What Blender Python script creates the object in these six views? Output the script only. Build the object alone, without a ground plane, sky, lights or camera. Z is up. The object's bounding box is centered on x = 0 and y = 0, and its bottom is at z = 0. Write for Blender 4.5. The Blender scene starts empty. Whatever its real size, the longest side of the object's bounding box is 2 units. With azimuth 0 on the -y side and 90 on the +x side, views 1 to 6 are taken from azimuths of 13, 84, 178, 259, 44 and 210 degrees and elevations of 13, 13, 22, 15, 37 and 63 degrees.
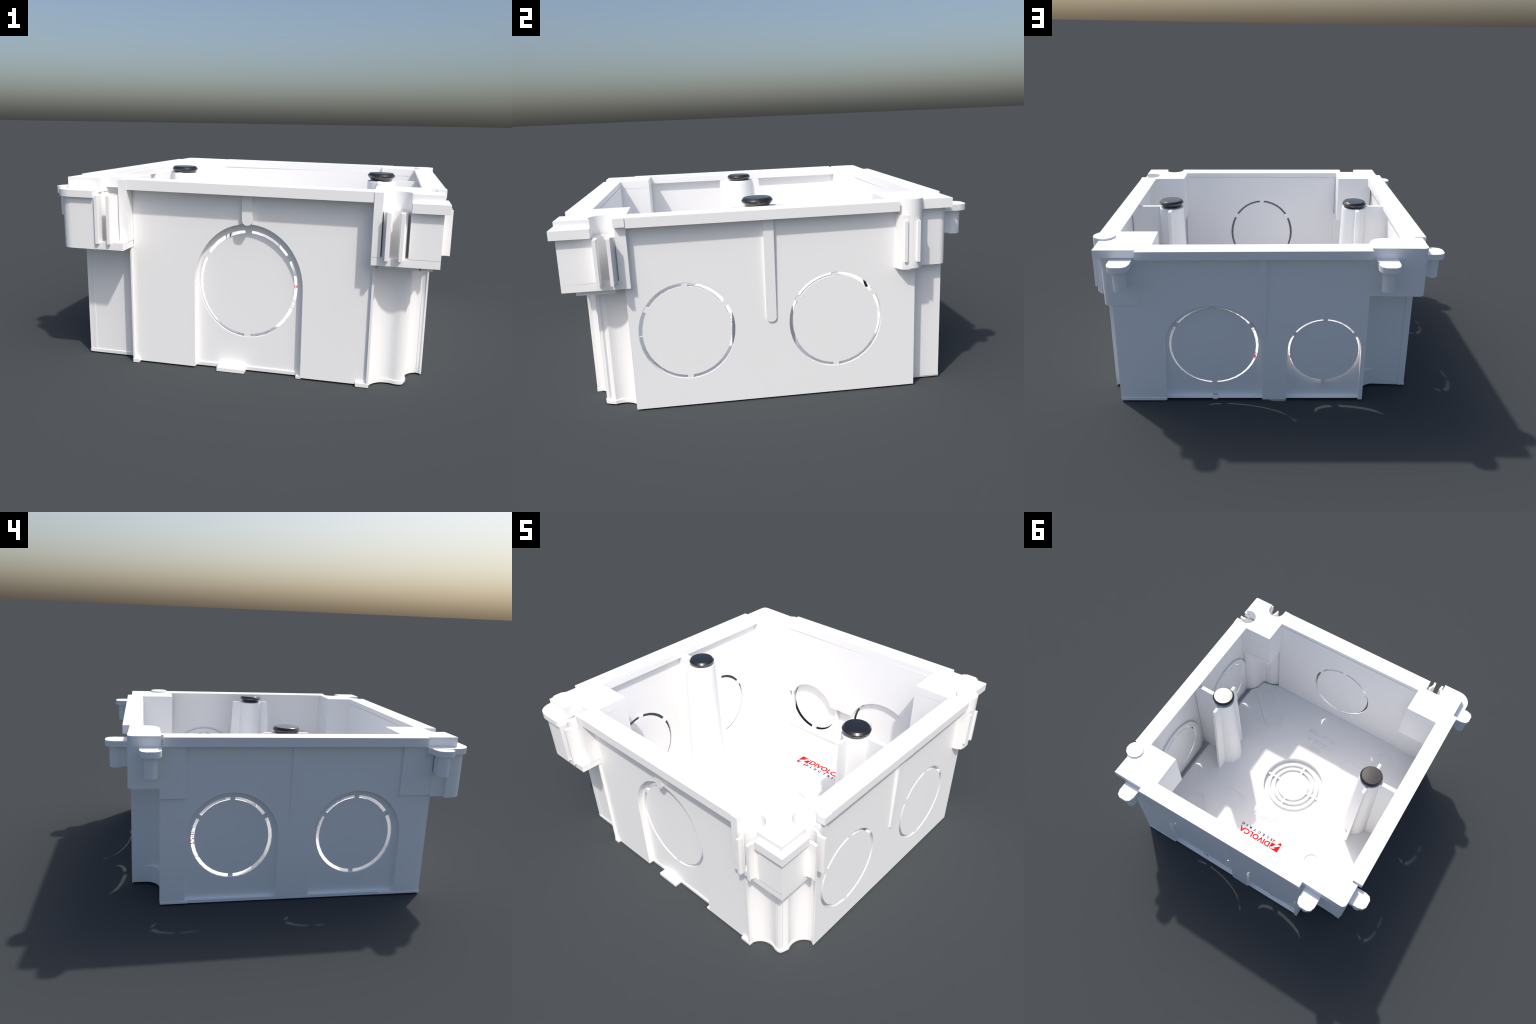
"""White moulded square flush-mount wall box: thin walls with knock-out discs, four different
corner couplings (clip sockets, locking tabs, dowel), rim, raised floor and two screw posts."""
import bpy, math
from mathutils import Vector
from mathutils.geometry import delaunay_2d_cdt

# ------------------------------------------------------------------ materials
def principled(name, base, rough, spec=0.5, coat=0.0, grain=0.0, grain_scale=300.0):
    m = bpy.data.materials.new(name)
    m.use_nodes = True
    nt = m.node_tree
    b = nt.nodes["Principled BSDF"]
    b.inputs["Roughness"].default_value = rough
    b.inputs["Specular IOR Level"].default_value = spec
    b.inputs["Coat Weight"].default_value = coat
    b.inputs["Coat Roughness"].default_value = 0.08
    co = nt.nodes.new("ShaderNodeTexCoord")
    no = nt.nodes.new("ShaderNodeTexNoise")
    no.inputs["Scale"].default_value = 3.0
    no.inputs["Detail"].default_value = 3.0
    nt.links.new(co.outputs["Object"], no.inputs["Vector"])
    mix = nt.nodes.new("ShaderNodeMix")
    mix.data_type = 'RGBA'
    mix.inputs[6].default_value = (*[c * 0.99 for c in base], 1)
    mix.inputs[7].default_value = (*[min(1, c * 1.01) for c in base], 1)
    nt.links.new(no.outputs["Fac"], mix.inputs[0])
    nt.links.new(mix.outputs[2], b.inputs["Base Color"])
    if grain:
        n2 = nt.nodes.new("ShaderNodeTexNoise")
        n2.inputs["Scale"].default_value = grain_scale
        nt.links.new(co.outputs["Object"], n2.inputs["Vector"])
        bp = nt.nodes.new("ShaderNodeBump")
        bp.inputs["Strength"].default_value = grain
        bp.inputs["Distance"].default_value = 0.001
        nt.links.new(n2.outputs["Fac"], bp.inputs["Height"])
        nt.links.new(bp.outputs["Normal"], b.inputs["Normal"])
    return m

WHITE = principled("white_plastic", (0.978, 0.978, 0.978), 0.5, 0.4)
BLACK = principled("black_gloss_cap", (0.012, 0.012, 0.013), 0.26, 0.8, 0.3)
RED = principled("red_print", (0.90, 0.008, 0.016), 0.6, 0.05)
NAVY = principled("navy_print", (0.020, 0.012, 0.17), 0.6, 0.05)

# ------------------------------------------------------------------ frame and helpers
def tilt(v):
    """the rim lies a little higher over the tab side than over the socket side"""
    k = max(0.0, min(1.0, (v[2] - 0.6) / 0.345))
    return (v[0], v[1], v[2] - 0.0105 * v[0] * k * k)

root = bpy.data.objects.new("wall_box", None)
bpy.context.scene.collection.objects.link(root)
root["label"] = "white plastic square electrical wall box with round knockouts"
root["category"] = "electrical box"

def add(name, verts, faces, mat=WHITE, parent=None, angle=32):
    me = bpy.data.meshes.new(name)
    me.from_pydata([tilt(v) for v in verts], [], faces)
    me.validate()
    me.materials.append(mat)
    import bmesh
    bm = bmesh.new(); bm.from_mesh(me)
    bmesh.ops.recalc_face_normals(bm, faces=bm.faces[:])
    bm.to_mesh(me); bm.free()
    for p in me.polygons:
        p.use_smooth = True
    me.set_sharp_from_angle(angle=math.radians(angle))
    ob = bpy.data.objects.new(name, me)
    bpy.context.scene.collection.objects.link(ob)
    ob.parent = parent or root
    return ob

AX = {'x': lambda u, v, d: (d, u, v), 'y': lambda u, v, d: (u, d, v), 'z': lambda u, v, d: (u, v, d)}

def prism_data(outer, holes, axis, d0, d1):
    """polygon with holes, thickened between depths d0 and d1 along an axis"""
    pts, loops = [], []
    for lp in [outer] + list(holes):
        loops.append(list(range(len(pts), len(pts) + len(lp))))
        pts += [Vector((p[0], p[1])) for p in lp]
    edges = [(l[i], l[(i + 1) % len(l)]) for l in loops for i in range(len(l))]
    vo, eo, fo, *_ = delaunay_2d_cdt(pts, edges, loops, 2, 1e-6)
    f = AX[axis]
    n = len(vo)
    verts = [f(p.x, p.y, d0) for p in vo] + [f(p.x, p.y, d1) for p in vo]
    faces, cnt = [], {}
    for t in fo:
        t = list(t)
        faces.append(t)
        faces.append([i + n for i in reversed(t)])
        for i in range(len(t)):
            a, b = t[i], t[(i + 1) % len(t)]
            k = (min(a, b), max(a, b))
            cnt.setdefault(k, []).append((a, b))
    for k, l in cnt.items():
        if len(l) == 1:
            a, b = l[0]
            faces.append([b, a, a + n, b + n])
    return verts, faces

def prism(name, outer, holes, axis, d0, d1, mat=WHITE, parent=None, angle=32):
    return add(name, *prism_data(outer, holes, axis, d0, d1), mat, parent, angle)

def join_data(*parts):
    V, F = [], []
    for v, f in parts:
        o = len(V)
        V += list(v)
        F += [[i + o for i in g] for g in f]
    return V, F

def compound(name, parts, mat=WHITE, parent=None, angle=32):
    return add(name, *join_data(*parts), mat, parent, angle)

def rect(u0, v0, u1, v1):
    return [(u0, v0), (u1, v0), (u1, v1), (u0, v1)]

def box_data(x0, x1, y0, y1, z0, z1):
    return prism_data(rect(x0, y0, x1, y1), [], 'z', z0, z1)

def ell(cu, cv, ru, rv, n=36, a0=0.0, a1=360.0, closed=True):
    m = n if closed else n + 1
    return [(cu + ru * math.cos(math.radians(a0 + (a1 - a0) * i / n)),
             cv + rv * math.sin(math.radians(a0 + (a1 - a0) * i / n))) for i in range(m)]

def rounded(poly, radii, seg=6):
    """round chosen corners of a polygon: radii {index: r}"""
    out, n = [], len(poly)
    for i, p in enumerate(poly):
        r = radii.get(i, 0)
        if not r:
            out.append(p); continue
        P, A, B = Vector(p), Vector(poly[i - 1]), Vector(poly[(i + 1) % n])
        a, b = (A - P).normalized(), (B - P).normalized()
        ang = a.angle(b)
        t = r / math.tan(ang / 2)
        s, e = P + a * t, P + b * t
        c = P + (a + b).normalized() * (r / math.sin(ang / 2))
        sa = math.atan2(s.y - c.y, s.x - c.x); ea = math.atan2(e.y - c.y, e.x - c.x)
        d = (ea - sa + math.pi) % (2 * math.pi) - math.pi
        out += [(c.x + r * math.cos(sa + d * k / seg), c.y + r * math.sin(sa + d * k / seg)) for k in range(seg + 1)]
    return out

def arch(cu, zc, ru, rz, foot, n=24):
    """round-topped opening standing on straight legs"""
    return [(cu + ru, foot)] + ell(cu, zc, ru, rz, n, 0, 180, False) + [(cu - ru, foot)]

def revolve_data(cx, cy, prof, n=32):
    V, F = [], []
    for r, z in prof:
        V += [(cx + r * math.cos(2 * math.pi * i / n), cy + r * math.sin(2 * math.pi * i / n), z) for i in range(n)]
    for k in range(len(prof) - 1):
        for i in range(n):
            j = (i + 1) % n
            F.append([k * n + i, k * n + j, (k + 1) * n + j, (k + 1) * n + i])
    F.append(list(range(n))[::-1])
    F.append([(len(prof) - 1) * n + i for i in range(n)])
    return V, F

def knockout(cu, zc, ru, rz, slot, axis, d0, d1, parent, n=36, bridges=(33, 90, 148, 270), half=3.6):
    """disc held in its hole by four short bridges"""
    pts = []
    marks = sorted([360.0 * i / n for i in range(n)] + [b + s for b in bridges for s in (-half, half)])
    tabs = []
    for a in marks:
        near = [b for b in bridges if abs(a - b) < half - 1e-6]
        if near:
            continue
        on = [(b, s) for b in bridges for s in (-half, half) if abs(a - (b + s)) < 1e-6]
        r = lambda k: (cu + (ru + k) * math.cos(math.radians(a)), zc + (rz + k) * math.sin(math.radians(a)))
        inn, out = r(-slot), r(0.004)
        if on:
            pts += [inn, out] if on[0][1] < 0 else [out, inn]
        else:
            pts.append(inn)
    return prism("knockout_disc", pts, [], axis, d0, d1, parent=parent)

def draft_rib(u0, u1, z0, z1, axis, wall, foot, head, parent):
    """round-ended stiffening rib that grows out of the wall towards the rim"""
    r = (u1 - u0) / 2 - 0.001
    V, F = prism_data(rounded([(u0, z0), (u1, z0), (u1, z1), (u0, z1)], {0: r, 1: r}), [], axis, wall, foot)
    k = 'xyz'.index(axis)
    out = []
    for v in V:
        v = list(v)
        if abs(v[k] - foot) < 1e-9:
            v[k] = foot + (head - foot) * (v[2] - z0) / (z1 - z0)
        out.append(tuple(v))
    return add("wall_rib", out, F, WHITE, parent)

RIM0, RIM1 = 0.899, 0.9465
BLK = 0.613          # underside of the corner blocks
FLOOR = 0.085

# ------------------------------------------------------------------ walls
def leg_notch(arches, u0, u1, z0, z1, grooves=()):
    """wall outline with arches cut up from the foot and round-ended grooves cut down from the top"""
    p = [(u0, z0)]
    for cu, zc, ru, rz in arches:
        p += list(reversed(arch(cu, zc, ru, rz, z0)))
    p += [(u1, z0), (u1, z1)]
    for g0, g1, gz in sorted(grooves, reverse=True):
        r = (g1 - g0) / 2
        p += [(g1, z1)] + ell((g0 + g1) / 2, gz + r, r, r, 8, 0, -180, False) + [(g0, z1)]
    return p + [(u0, z1)]

# (-y) wall: arch recessed from outside, one tall knockout
FC = (0.036, 0.450)
w = compound("wall", [
    prism_data(leg_notch([(0.044, 0.450, 0.271, 0.307)], -0.546, 0.643, 0.006, 0.91), [], 'y', -0.866, -0.832),
    prism_data(rect(-0.545, 0.012, 0.636, 0.91), [ell(*FC, 0.248, 0.272)], 'y', -0.8325, -0.8125)])
for x0, x1 in ((0.635, 0.6455), (-0.561, -0.5525)):
    compound("wall_flange", [box_data(x0, x1, -0.880, -0.850, 0.004, 0.616)], parent=w)
knockout(*FC, 0.248, 0.272, 0.017, 'y', -0.8315, -0.8140, w)
draft_rib(0.018, 0.068, 0.753, 0.903, 'y', -0.860, -0.886, -0.892, w)

# (+x) wall: thin, flush outside, shallow arches standing proud inside
RA, RB = (-0.392, 0.378), (0.317, 0.378)
w = compound("wall", [
    prism_data(rect(-0.657, 0.005, 0.708, 0.91), [ell(*RA, 0.226, 0.237), ell(*RB, 0.226, 0.237)], 'x', 0.8975, 0.890),
    prism_data(arch(*RA, 0.258, 0.272, 0.03), [ell(*RA, 0.226, 0.237)], 'x', 0.8905, 0.873),
    prism_data(arch(*RB, 0.258, 0.272, 0.03), [ell(*RB, 0.226, 0.237)], 'x', 0.8905, 0.873)])
for c in (RA, RB):
    knockout(*c, 0.226, 0.237, 0.018, 'x', 0.8965, 0.8745, w)
draft_rib(-0.018, 0.030, 0.394, 0.903, 'x', 0.893, 0.904, 0.914, w)

# (+y) wall: arches recessed from outside, discs standing proud of the holes behind them
BA, BB = (0.296, 0.350), (-0.327, 0.329)
layers = [
    prism_data(leg_notch([(*BB, 0.209, 0.203), (*BA, 0.275, 0.262)], -0.560, 0.829, 0.009, 0.91), [], 'y', 0.865, 0.857),
    prism_data([(-0.56, 0.40)] + ell(BB[0], 0.329, 0.195, 0.185, 20, 158, 22, False) + ell(BA[0], 0.335, 0.262, 0.245, 20, 164, 16, False)
               + [(0.600, 0.40), (0.600, 0.425), (0.826, 0.425), (0.826, 0.91), (-0.56, 0.91)], [], 'y', 0.8275, 0.7972)]
for (cu, zc), ru, rz, hu, hz, y1, y0 in ((BB, 0.209, 0.203, 0.203, 0.197, 0.8310, 0.8250), (BA, 0.275, 0.262, 0.252, 0.247, 0.8290, 0.8220)):
    layers.append(prism_data(arch(cu, zc, ru + 0.014, rz + 0.014, 0.014), [arch(cu, zc, ru, rz, 0.0142)], 'y', 0.8575, 0.828))
    layers.append(prism_data(arch(cu, zc, ru + 0.013, rz + 0.013, 0.016), [ell(cu, zc, hu, hz)], 'y', y1, y0))
w = compound("wall", layers)
knockout(*BB, 0.203, 0.197, 0.008, 'y', 0.857, 0.848, w)
prism("knockout_stem", rect(-0.339, 0.100, -0.313, 0.150), [], 'y', 0.8525, 0.829, parent=w)
knockout(*BA, 0.252, 0.247, 0.014, 'y', 0.8400, 0.8310, w)
prism("knockout_stem", rect(0.282, 0.062, 0.307, 0.118), [], 'y', 0.8412, 0.828, parent=w)

draft_rib(0.000, 0.044, 0.424, 0.903, 'y', 0.860, 0.868, 0.881, w)

# (-x) wall: two arches recessed from outside
LA, LB = (0.319, 0.378), (-0.387, 0.378)
w = compound("wall", [
    prism_data(leg_notch([(-0.389, 0.378, 0.262, 0.268), (0.319, 0.378, 0.258, 0.268)], -0.812, 0.709, 0.022, 0.91), [],
               'x', -0.839, -0.8145),
    prism_data(rect(-0.812, 0.012, 0.712, 0.91), [ell(*LA, 0.226, 0.236), ell(*LB, 0.226, 0.236)], 'x', -0.8150, -0.8030)])
for c in (LA, LB):
    knockout(*c, 0.226, 0.236, 0.019, 'x', -0.8060, -0.7940, w)
draft_rib(-0.040, 0.004, 0.422, 0.903, 'x', -0.833, -0.840, -0.853, w)
prism("wall_panel", rect(0.574, 0.622, 0.712, 0.902), [], 'x', -0.840, -0.8575, parent=w)
prism("wall_panel", rect(-0.88, 0.622, -0.621, 0.902), [], 'x', -0.840, -0.8540, parent=w)

# ------------------------------------------------------------------ corner columns below the blocks
scF = ell(0.727, -0.890, 0.086, 0.088, 10, 172, 64, False)     # scallop open to -y
scR = [(-y, -x) for x, y in reversed(ell(0.727, -0.894, 0.086, 0.088, 10, 172, 64, False))]
outer = [(0.640, -0.868)] + scF[1:] + [(0.786, -0.812), (0.797, -0.807), (0.803, -0.796), (0.798, -0.786)] + scR[:-1] + [(0.898, -0.655)]
inner = [(0.884, -0.644), (0.838, -0.655), (0.808, -0.676), (0.789, -0.714), (0.780, -0.772), (0.768, -0.790),
         (0.730, -0.790), (0.690, -0.801), (0.658, -0.826), (0.638, -0.838)]
compound("corner_column", [prism_data(outer + inner, [], 'z', 0.012, BLK + 0.01)])
prism("corner_column", rounded([(-0.552, -0.864), (-0.545, -0.864), (-0.545, -0.804), (-0.830, -0.804), (-0.830, -0.8108), (-0.552, -0.8108)], {5: 0.048}),
      [], 'z', 0.012, BLK + 0.01)
BLB = 0.677          # underside of the tabbed corner
compound("corner_column", [
    prism_data(rounded([(-0.5595, 0.863), (-0.5595, 0.706), (-0.835, 0.706), (-0.835, 0.699), (-0.5525, 0.699), (-0.5525, 0.863)], {1: 0.058, 4: 0.064}),
               [], 'z', 0.012, BLB + 0.01),
    prism_data(rounded([(-0.560, 0.845), (-0.560, 0.7065), (-0.700, 0.7065), (-0.690, 0.700), (-0.553, 0.700), (-0.553, 0.845)], {1: 0.090}),
               [], 'z', 0.013, 0.115)])
prism("corner_column", [(0.895, 0.707), (0.835, 0.707), (0.835, 0.863), (0.822, 0.863), (0.822, 0.694), (0.895, 0.694)], [], 'z', 0.012, BLK + 0.01)

compound("corner_column", [box_data(0.833, 0.892, 0.586, 0.6945, 0.025, 0.630)])

# ------------------------------------------------------------------ base plate, floor, foot tabs
base = ([(0.612, -0.838), (0.640, -0.872)] + [(x, y - 0.004) for x, y in scF[1:]] +
        [(0.786, -0.816), (0.800, -0.811), (0.808, -0.797)] + [(x + 0.004, y) for x, y in scR[:-1]] +
        [(0.896, -0.655), (0.896, 0.704), (0.832, 0.708), (0.832, 0.866), (0.826, 0.868), (0.575, 0.868), (0.572, 0.8335), (-0.545, 0.8335),
         (-0.548, 0.760), (-0.562, 0.722), (-0.590, 0.702), (-0.640, 0.696), (-0.836, 0.706), (-0.837, -0.814), (-0.600, -0.814), (-0.545, -0.838)])
prism("base_plate", base, [], 'z', 0.005, 0.022)
fl = [(-0.545, -0.8115), (0.645, -0.8115), (0.692, -0.788), (0.765, -0.775), (0.775, -0.765), (0.790, -0.690), (0.826, -0.645),
      (0.828, 0.692), (0.815, 0.700), (0.815, 0.803), (-0.550, 0.803), (-0.550, 0.765), (-0.572, 0.715), (-0.620, 0.6985), (-0.8035, 0.6985), (-0.8035, -0.8045), (-0.545, -0.8045)]
VC = (0.017, -0.036)
G = 0.0
def arc_ring(c, r0, r1, a0, a1, n=14):
    return ell(*c, r1, r1, n, a0, a1, False) + list(reversed(ell(*c, r0, r0, n, a0, a1, False)))
VT = FLOOR - 0.020
vent = [prism_data(ell(*VC, 0.246, 0.246, 56), [], 'z', 0.0225, 0.042)]
vent.append(prism_data(ell(*VC, 0.212, 0.212, 56), [ell(*VC, 0.190, 0.190, 56)], 'z', 0.038, VT))
vent.append(prism_data(ell(*VC, 0.168, 0.168, 48), [ell(*VC, 0.148, 0.148, 48)], 'z', 0.038, VT))
vent.append(prism_data(ell(*VC, 0.128, 0.128, 48), [], 'z', 0.038, VT))
for a in (0, 90, 180, 270):
    r1 = 0.250 if a in (0, 180) else 0.195
    ca, sa = math.cos(math.radians(a)), math.sin(math.radians(a))
    q = [(VC[0] + ca * u - sa * v, VC[1] + sa * u + ca * v) for u, v in [(0.12, -0.008), (r1, -0.008), (r1, 0.008), (0.12, 0.008)]]
    vent.append(prism_data(q, [], 'z', 0.038, VT - 0.0008))
compound("vent_grille", vent)

for x0, x1, y0, y1, h in [(-0.109, 0.033, -0.879, -0.83, 0.018), (0.584, 0.6465, -0.8815, -0.83, 0.018), (-0.561, -0.529, -0.882, -0.80, 0.018),
                          (0.292, 0.318, -0.864, -0.83, 0.014), (-0.842, -0.80, 0.560, 0.711, 0.018), (-0.839, -0.80, -0.133, 0.006, 0.018),
                          (-0.842, -0.80, -0.812, -0.556, 0.018), (0.281, 0.308, 0.82, 0.850, 0.022)]:
    compound("foot_tab", [box_data(x0, x1, y0, y1, 0.007 if x1 < -0.7 else 0.0, h)])

# floor sheet with shallow capsule wells
def capsule(p, q, r, n=8):
    (x0, y0), (x1, y1) = p, q
    a = math.degrees(math.atan2(y1 - y0, x1 - x0))
    return ell(x1, y1, r, r, n, a - 90, a + 90, False) + ell(x0, y0, r, r, n, a + 90, a + 270, False)
wells = [capsule(*c) for c in [((-0.52, -0.65), (-0.61, -0.56), 0.066), ((-0.29, -0.41), (-0.38, -0.41), 0.063), ((0.62, 0.50), (0.56, 0.56), 0.064),
                               ((0.45, 0.33), (0.33, 0.33), 0.066)]]
compound("floor", [prism_data(fl, [ell(*VC, 0.245, 0.245, 56)] + wells, 'z', FLOOR - 0.006, FLOOR),
                   prism_data([(x * 0.999, y * 0.999) for x, y in fl], [ell(*VC, 0.2452, 0.2452, 56)], 'z', 0.030, FLOOR - 0.006)])
hole1 = capsule((0.665, -0.662), (0.600, -0.600), 0.050)
hole2 = ell(0.483, -0.493, 0.062, 0.060, 20)
keyhole = capsule((0.690, -0.695), (0.478, -0.488), 0.088, 10)
turn = lambda pts: [(-x + 0.035, -y - 0.035) for x, y in pts]       # the opposite corner carries the same keyhole plate
prism("keyhole_plate", keyhole, [hole1, hole2], 'z', FLOOR - 0.002, FLOOR + 0.005)
prism("keyhole_plate", turn(capsule((0.640, -0.650), (0.478, -0.488), 0.082, 10)), [turn(capsule((0.645, -0.645), (0.600, -0.600), 0.046)), turn(hole2)],
      'z', FLOOR - 0.002, FLOOR + 0.013)

# ------------------------------------------------------------------ rim frame
front = [(-0.590, -0.870), (-0.590, -0.929), (0.626, -0.929), (0.626, -0.870)]
rim_outer = [(-0.8815, -0.746), (-0.82, -0.746), (-0.82, -0.85), (-0.589, -0.85), (-0.589, -0.929), (0.6255, -0.929), (0.6255, -0.80), (0.80, -0.80),
             (0.80, -0.6275), (0.945, -0.6275), (0.940, 0.616), (0.911, 0.616), (0.911, 0.881), (0.688, 0.881), (0.688, 0.909), (-0.555, 0.906), (-0.555, 0.86),
             (-0.82, 0.86), (-0.82, 0.691), (-0.884, 0.691)]
rim_inner = [(-0.772, -0.626), (-0.547, -0.627), (-0.546, -0.812), (0.622, -0.810), (0.624, -0.630), (0.835, -0.628), (0.830, 0.583), (0.617, 0.584),
             (0.614, 0.799), (-0.553, 0.793)] + ell(-0.633, 0.793, 0.080, 0.088, 8, -0.5, -90, False)[1:] + [(-0.780, 0.703)]
skirt_inner = [(-0.772, -0.626), (-0.547, -0.627), (-0.546, -0.816), (0.622, -0.816), (0.624, -0.630), (0.889, -0.628), (0.889, 0.583), (0.617, 0.584),
               (0.614, 0.799), (-0.553, 0.793), (-0.553, 0.835), (-0.790, 0.835), (-0.790, 0.703), (-0.772, 0.703)]
compound("rim", [prism_data(rim_outer, [rim_inner], 'z', 0.9345, RIM1), prism_data([(x, y) for x, y in rim_outer], [skirt_inner], 'z', RIM0, 0.9345)])
# inner half of the corner blocks, hanging below the rim
for poly in ([(0.6245, -0.6305), (0.885, -0.6305), (0.885, -0.655), (0.805, -0.655), (0.805, -0.805), (0.6245, -0.805)],
             [(-0.5475, -0.6275), (-0.797, -0.6275), (-0.797, -0.805), (-0.5475, -0.805)],
             [(0.6175, 0.5845), (0.870, 0.5845), (0.870, 0.810), (0.6175, 0.810)]):
    prism("corner_block", poly, [], 'z', 0.622, RIM1 - 0.001)

# ------------------------------------------------------------------ corner with two clip sockets
SF, SR = (0.727, -0.902), (0.886, -0.728)
def arc_pts(c, r, a0, a1, n=10):
    return ell(*c, r, r, n, a0, a1, False)
cutF = [(SF[0] - 0.062, -0.932)] + arc_pts(SF, 0.062, 178, 0, 9) + [(SF[0] + 0.060, -0.932)]
cutR = [(0.926, SR[1] - 0.050)] + arc_pts(SR, 0.064, 276, 92, 9) + [(0.926, SR[1] + 0.052)]
cutR2 = [(0.949, SR[1] - 0.050)] + arc_pts(SR, 0.064, 276, 92, 9) + [(0.949, SR[1] + 0.052)]
mid = [(0.626, -0.932)] + cutF + [(0.925, -0.932)] + cutR + [(0.925, -0.6285), (0.78, -0.6285), (0.78, -0.80), (0.626, -0.80)]
blk = [prism_data(rect(0.626, -0.932, 0.925, -0.6285), [], 'z', BLK, 0.650),
       prism_data(mid, [], 'z', 0.649, RIM1 - 0.0005),
       prism_data([(0.789, -0.955), (0.949, -0.955), (0.949, -0.779), (0.905, -0.779), (0.905, -0.90), (0.789, -0.90)], [], 'z', 0.863, 0.907),
       prism_data(rect(0.905, -0.678, 0.948, -0.6282), [], 'z', 0.905, RIM1),
       prism_data(rect(0.84, -0.876, 0.898, -0.70), [], 'z', 0.589, BLK + 0.002),
       prism_data(rect(0.66, -0.876, 0.845, -0.80), [], 'z', 0.5895, BLK + 0.002)]
compound("corner_block", blk)

def clip(c, out, parent=None, z0=0.655, z1=0.858, r0=0.040, r1=0.054, gap=30, reach=0.075):
    """C-shaped spring clip with two straight lips; out = opening direction in degrees"""
    ring = arc_ring(c, r0, r1, out + gap, out + 360 - gap, 18)
    parts = [prism_data(ring, [], 'z', z0 - 0.01, z1)]
    o = (math.cos(math.radians(out)), math.sin(math.radians(out)))
    s = (-o[1], o[0])
    for sg in (-1, 1):
        q = [(c[0] + o[0] * a + s[0] * b * sg, c[1] + o[1] * a + s[1] * b * sg)
             for a, b in [(0.030, 0.023), (0.046, 0.018), (reach, 0.023), (reach, 0.038), (0.052, 0.034), (0.036, 0.040)]]
        parts.append(prism_data(q, [], 'z', z0 - 0.012, z1 + 0.002))
    return compound("clip_socket", parts, parent=parent, angle=40)
clip((0.723, -0.898), -90, reach=0.066)
clip((0.899, -0.731), 0, reach=0.076)

# ------------------------------------------------------------------ corner with socket, round cap and one tab
SL = (-0.643, -0.874)
cutL = arc_pts(SL, 0.056, 175, 5, 9)
top = [(-0.8545, -0.930), (-0.700, -0.930)] + [(-0.700, -0.876)] + cutL + [(-0.588, -0.929), (-0.588, -0.80), (-0.78, -0.80), (-0.78, -0.70), (-0.8545, -0.70)]
body = rounded([(-0.884, -0.984), (-0.690, -0.984), (-0.690, -0.83), (-0.78, -0.83), (-0.80, -0.876), (-0.884, -0.876)], {0: 0.068}, 8)
cap = rounded([(-0.904, -1.000), (-0.692, -1.000), (-0.708, -0.905), (-0.72, -0.85), (-0.80, -0.75), (-0.883, -0.75), (-0.904, -0.86)], {0: 0.090}, 10)
compound("corner_block", [
    prism_data(top, [], 'z', 0.880, RIM1 - 0.0005),
    prism_data([(-0.700, -0.86)] + arc_pts(SL, 0.060, 175, 5, 9) + [(-0.590, -0.930), (-0.547, -0.930), (-0.547, -0.80), (-0.700, -0.80)], [], 'z', 0.648, RIM1 - 0.002),
    prism_data(body, [], 'z', BLK, 0.868),
    prism_data(cap, [], 'z', 0.862, 0.894),
    prism_data([(-0.700, -0.9838), (-0.549, -0.9838), (-0.549, -0.80), (-0.700, -0.80)], [], 'z', BLK + 0.0005, 0.650),
    prism_data(rect(-0.8595, -0.876, -0.700, -0.80), [], 'z', BLK + 0.001, 0.90)])
clip((-0.648, -0.921), -90, reach=0.076, r0=0.041, r1=0.053, z1=0.870)

# ------------------------------------------------------------------ tabbed corner with rounded edges
compound("corner_block", [
    prism_data(rounded([(-0.858, 0.875), (-0.858, 0.705), (-0.806, 0.705), (-0.806, 0.832), (-0.556, 0.832), (-0.556, 0.8665)], {0: 0.030}), [], 'z', BLB, RIM1 + 0.001),
    prism_data(rounded([(-0.5535, 0.833), (-0.5535, 0.7035), (-0.806, 0.7035), (-0.806, 0.833)], {1: 0.080}), [], 'z', BLB + 0.001, 0.938)])
# dowel corner
compound("corner_block", [
    prism_data(rounded([(0.880, 0.869), (0.690, 0.869), (0.690, 0.79), (0.82, 0.79), (0.82, 0.60), (0.880, 0.60)], {0: 0.035}), [], 'z', BLK, RIM0 + 0.01)])
compound("dowel_post", [
    prism_data(ell(0.895, 0.677, 0.060, 0.060, 12, 15, 375), [], 'z', 0.62, 0.957),
    prism_data([(0.87, 0.605), (0.915, 0.610), (0.945, 0.628), (0.952, 0.66), (0.945, 0.70), (0.915, 0.722), (0.87, 0.725)], [], 'z', BLK + 0.002, 0.88)])
for y in (0.643, 0.701):
    prism("clip_rib", rounded(rect(0.935, y - 0.007, 0.963 if y > 0.67 else 0.958, y + 0.007), {}), [], 'z', 0.653, 0.853)

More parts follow.
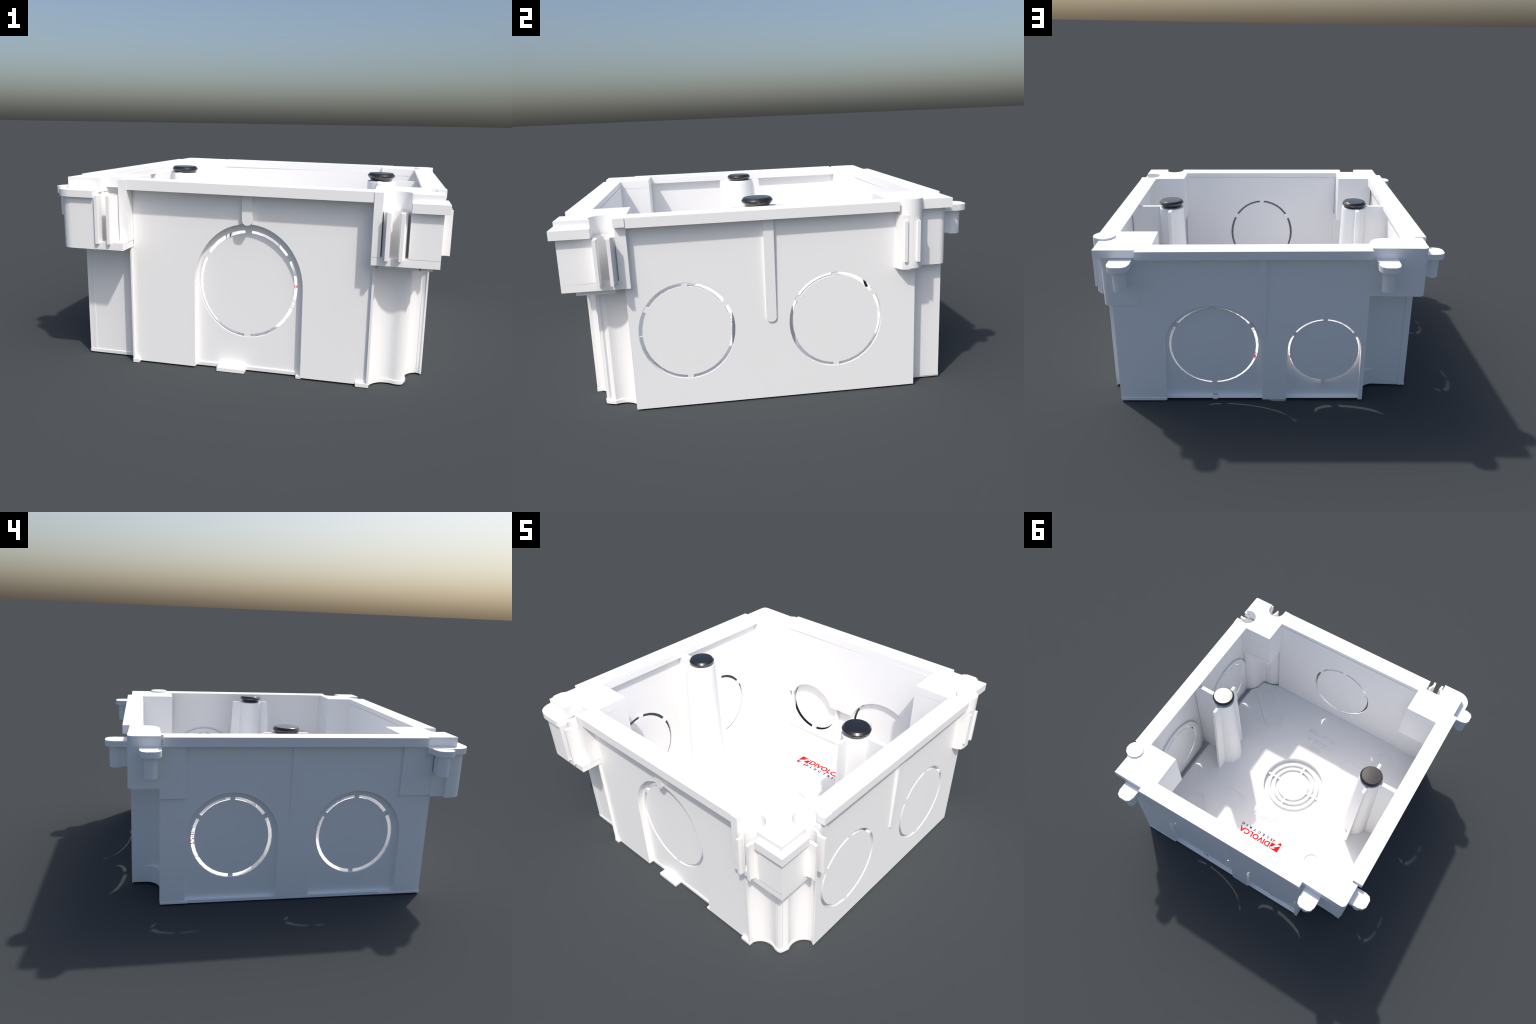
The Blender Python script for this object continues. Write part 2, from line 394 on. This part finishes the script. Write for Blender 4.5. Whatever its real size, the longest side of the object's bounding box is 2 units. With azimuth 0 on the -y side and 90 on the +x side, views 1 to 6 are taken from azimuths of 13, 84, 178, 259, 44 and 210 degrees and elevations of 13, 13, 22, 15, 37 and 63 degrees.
# ------------------------------------------------------------------ locking tabs
def locking_tab(cx, cy, ang, base_r, reach, half, z1=0.889, th=0.031, zpeg=0.742, peg_at=None):
    """rounded tongue with a peg under it, pointing along ang"""
    ca, sa = math.cos(math.radians(ang)), math.sin(math.radians(ang))
    R = lambda u, v: (cx + ca * u - sa * v, cy + sa * u + ca * v)
    q = [(-base_r, -half), (reach - 0.045, -half), (reach - 0.014, -half + 0.010), (reach, -half + 0.032),
         (reach, half - 0.032), (reach - 0.014, half - 0.010), (reach - 0.045, half), (-base_r, half)]
    t = prism("locking_tab", [R(*p) for p in q], [], 'z', z1 - th, z1, angle=40)
    pa = reach - 0.055 if peg_at is None else peg_at
    pc = R(pa, 0)
    wq = [R(-base_r, -0.022), R(pa, -0.022), R(pa, 0.022), R(-base_r, 0.022)]
    compound("locking_peg", [prism_data(ell(*pc, 0.034, 0.034, 20), [], 'z', zpeg, z1 - th + 0.002),
                             prism_data(wq, [], 'z', zpeg + 0.004, z1 - th + 0.001)], parent=t, angle=40)
locking_tab(0.765, 0.860, 90, 0.03, 0.140, 0.058, z1=0.894)
locking_tab(-0.638, 0.860, 90, 0.03, 0.134, 0.058)
locking_tab(-0.858, 0.757, 180, 0.03, 0.110, 0.056, z1=0.892, zpeg=0.752)
locking_tab(-0.880, -0.822, 180, 0.03, 0.088, 0.055, z1=0.892, zpeg=0.752, peg_at=0.045)

# ------------------------------------------------------------------ screw posts with black caps
def screw_post(cx, cy, wx, wdir):
    p = compound("screw_post", [revolve_data(cx, cy, [(0.100, FLOOR - 0.01), (0.099, 0.11), (0.079, 0.88), (0.078, 0.911), (0.075, 0.914)], 36)])
    cap_z = 0.915 + 0.005 * (1 if cx > 0 else -1)
    prof = [(0.060, cap_z), (0.064, cap_z + 0.007), (0.076, cap_z + 0.019), (0.0785, cap_z + 0.027), (0.069, cap_z + 0.0395),
            (0.066, cap_z + 0.0412), (0.040, cap_z + 0.0422), (0.015, cap_z + 0.0427)]
    add("screw_cap", *revolve_data(cx, cy, prof, 36), BLACK, p, 24)
    compound("screw_shank", [revolve_data(cx, cy, [(0.050, cap_z - 0.01), (0.050, cap_z + 0.004)], 24)], BLACK, p)
    x0, x1 = sorted((cx + 0.04 * wdir, wx))
    compound("post_fin", [box_data(x0, x1, cy - 0.012, cy + 0.016, FLOOR - 0.01, 0.918)], parent=p)
    for s in (-1, 1):
        c0 = cy + 0.003
        q = [(c0 + s * 0.03, 0.075), (c0 + s * 0.172, 0.075), (c0 + s * 0.170, 0.12), (c0 + s * 0.134, 0.910), (c0 + s * 0.127, 0.917), (c0 + s * 0.03, 0.917)]
        prism("post_fin", q, [], 'x', cx - 0.016, cx + 0.004, parent=p)
screw_post(-0.580, -0.012, -0.805, -1)
screw_post(0.628, -0.011, 0.884, 1)

# ------------------------------------------------------------------ lettering
def lettering(name, body, x0, x1, y0, y1, z0, z1, mat, spacing=1.0, bold=0.0):
    cu = bpy.data.curves.new(name, 'FONT')
    cu.body = body
    cu.space_character = spacing
    cu.resolution_u = 3
    cu.offset = bold
    tmp = bpy.data.objects.new(name, cu)
    bpy.context.scene.collection.objects.link(tmp)
    dg = bpy.context.evaluated_depsgraph_get()
    dg.update()
    me = tmp.evaluated_get(dg).to_mesh()
    vs = [v.co.copy() for v in me.vertices]
    fs = [list(p.vertices) for p in me.polygons]
    tmp.evaluated_get(dg).to_mesh_clear()
    bpy.data.objects.remove(tmp)
    bpy.data.curves.remove(cu)
    ax, bx = min(v.x for v in vs), max(v.x for v in vs)
    ay, by = min(v.y for v in vs), max(v.y for v in vs)
    P = [(x0 + (v.x - ax) / (bx - ax) * (x1 - x0), y0 + (v.y - ay) / (by - ay) * (y1 - y0)) for v in vs]
    n = len(P)
    V = [(x, y, z0) for x, y in P] + [(x, y, z1) for x, y in P]
    F, cnt = [], {}
    for t in fs:
        F += [t[::-1], [i + n for i in t]]
        for i in range(len(t)):
            a, b = t[i], t[(i + 1) % len(t)]
            cnt.setdefault((min(a, b), max(a, b)), []).append((a, b))
    for l in cnt.values():
        if len(l) == 1:
            a, b = l[0]
            F.append([a, b, b + n, a + n])
    return add(name, V, F, mat, angle=30)

PZ = FLOOR + 0.0012
lettering("printed_lettering", "DIVOLCA", -0.093, 0.185, 0.491, 0.5375, FLOOR - 0.001, PZ, RED, 1.0, 0.030)
lettering("printed_lettering", "ELECTRIC", -0.092, 0.190, 0.4575, 0.479, FLOOR - 0.001, PZ, NAVY, 2.1, 0.035)
lx, ly, ls, lt = -0.1785, 0.5375, 0.0775, 0.082
logo = prism("printed_emblem", rounded([(lx, ly - lt), (lx + ls, ly - lt), (lx + ls, ly), (lx, ly)], {0: 0.012, 1: 0.004, 2: 0.012, 3: 0.004}, 4), [], 'z', FLOOR - 0.001, PZ, RED)
bolt = [(0.015, .73), (.455, .74), (.22, .985), (.80, .985), (.985, .64), (.516, .633), (.758, .238), (.93, .2), (.864, .015), (.39, .21), (.6, .24)]
prism("printed_bolt", [(lx + a * ls, ly - b * lt) for a, b in bolt], [], 'z', FLOOR, PZ + 0.0006, WHITE, logo)
lettering("raised_lettering", "SLSI", -0.015, 0.098, -0.432, -0.402, FLOOR - 0.001, FLOOR + 0.005, WHITE)
lettering("raised_lettering", "MADE IN", -0.085, 0.160, -0.506, -0.464, FLOOR - 0.001, FLOOR + 0.005, WHITE)
lettering("raised_lettering", "Sri LANKA", -0.095, 0.170, -0.578, -0.536, FLOOR - 0.001, FLOOR + 0.005, WHITE)
lettering("raised_lettering", "DEPTH", -0.050, 0.162, 0.308, 0.349, FLOOR - 0.001, FLOOR + 0.005, WHITE)
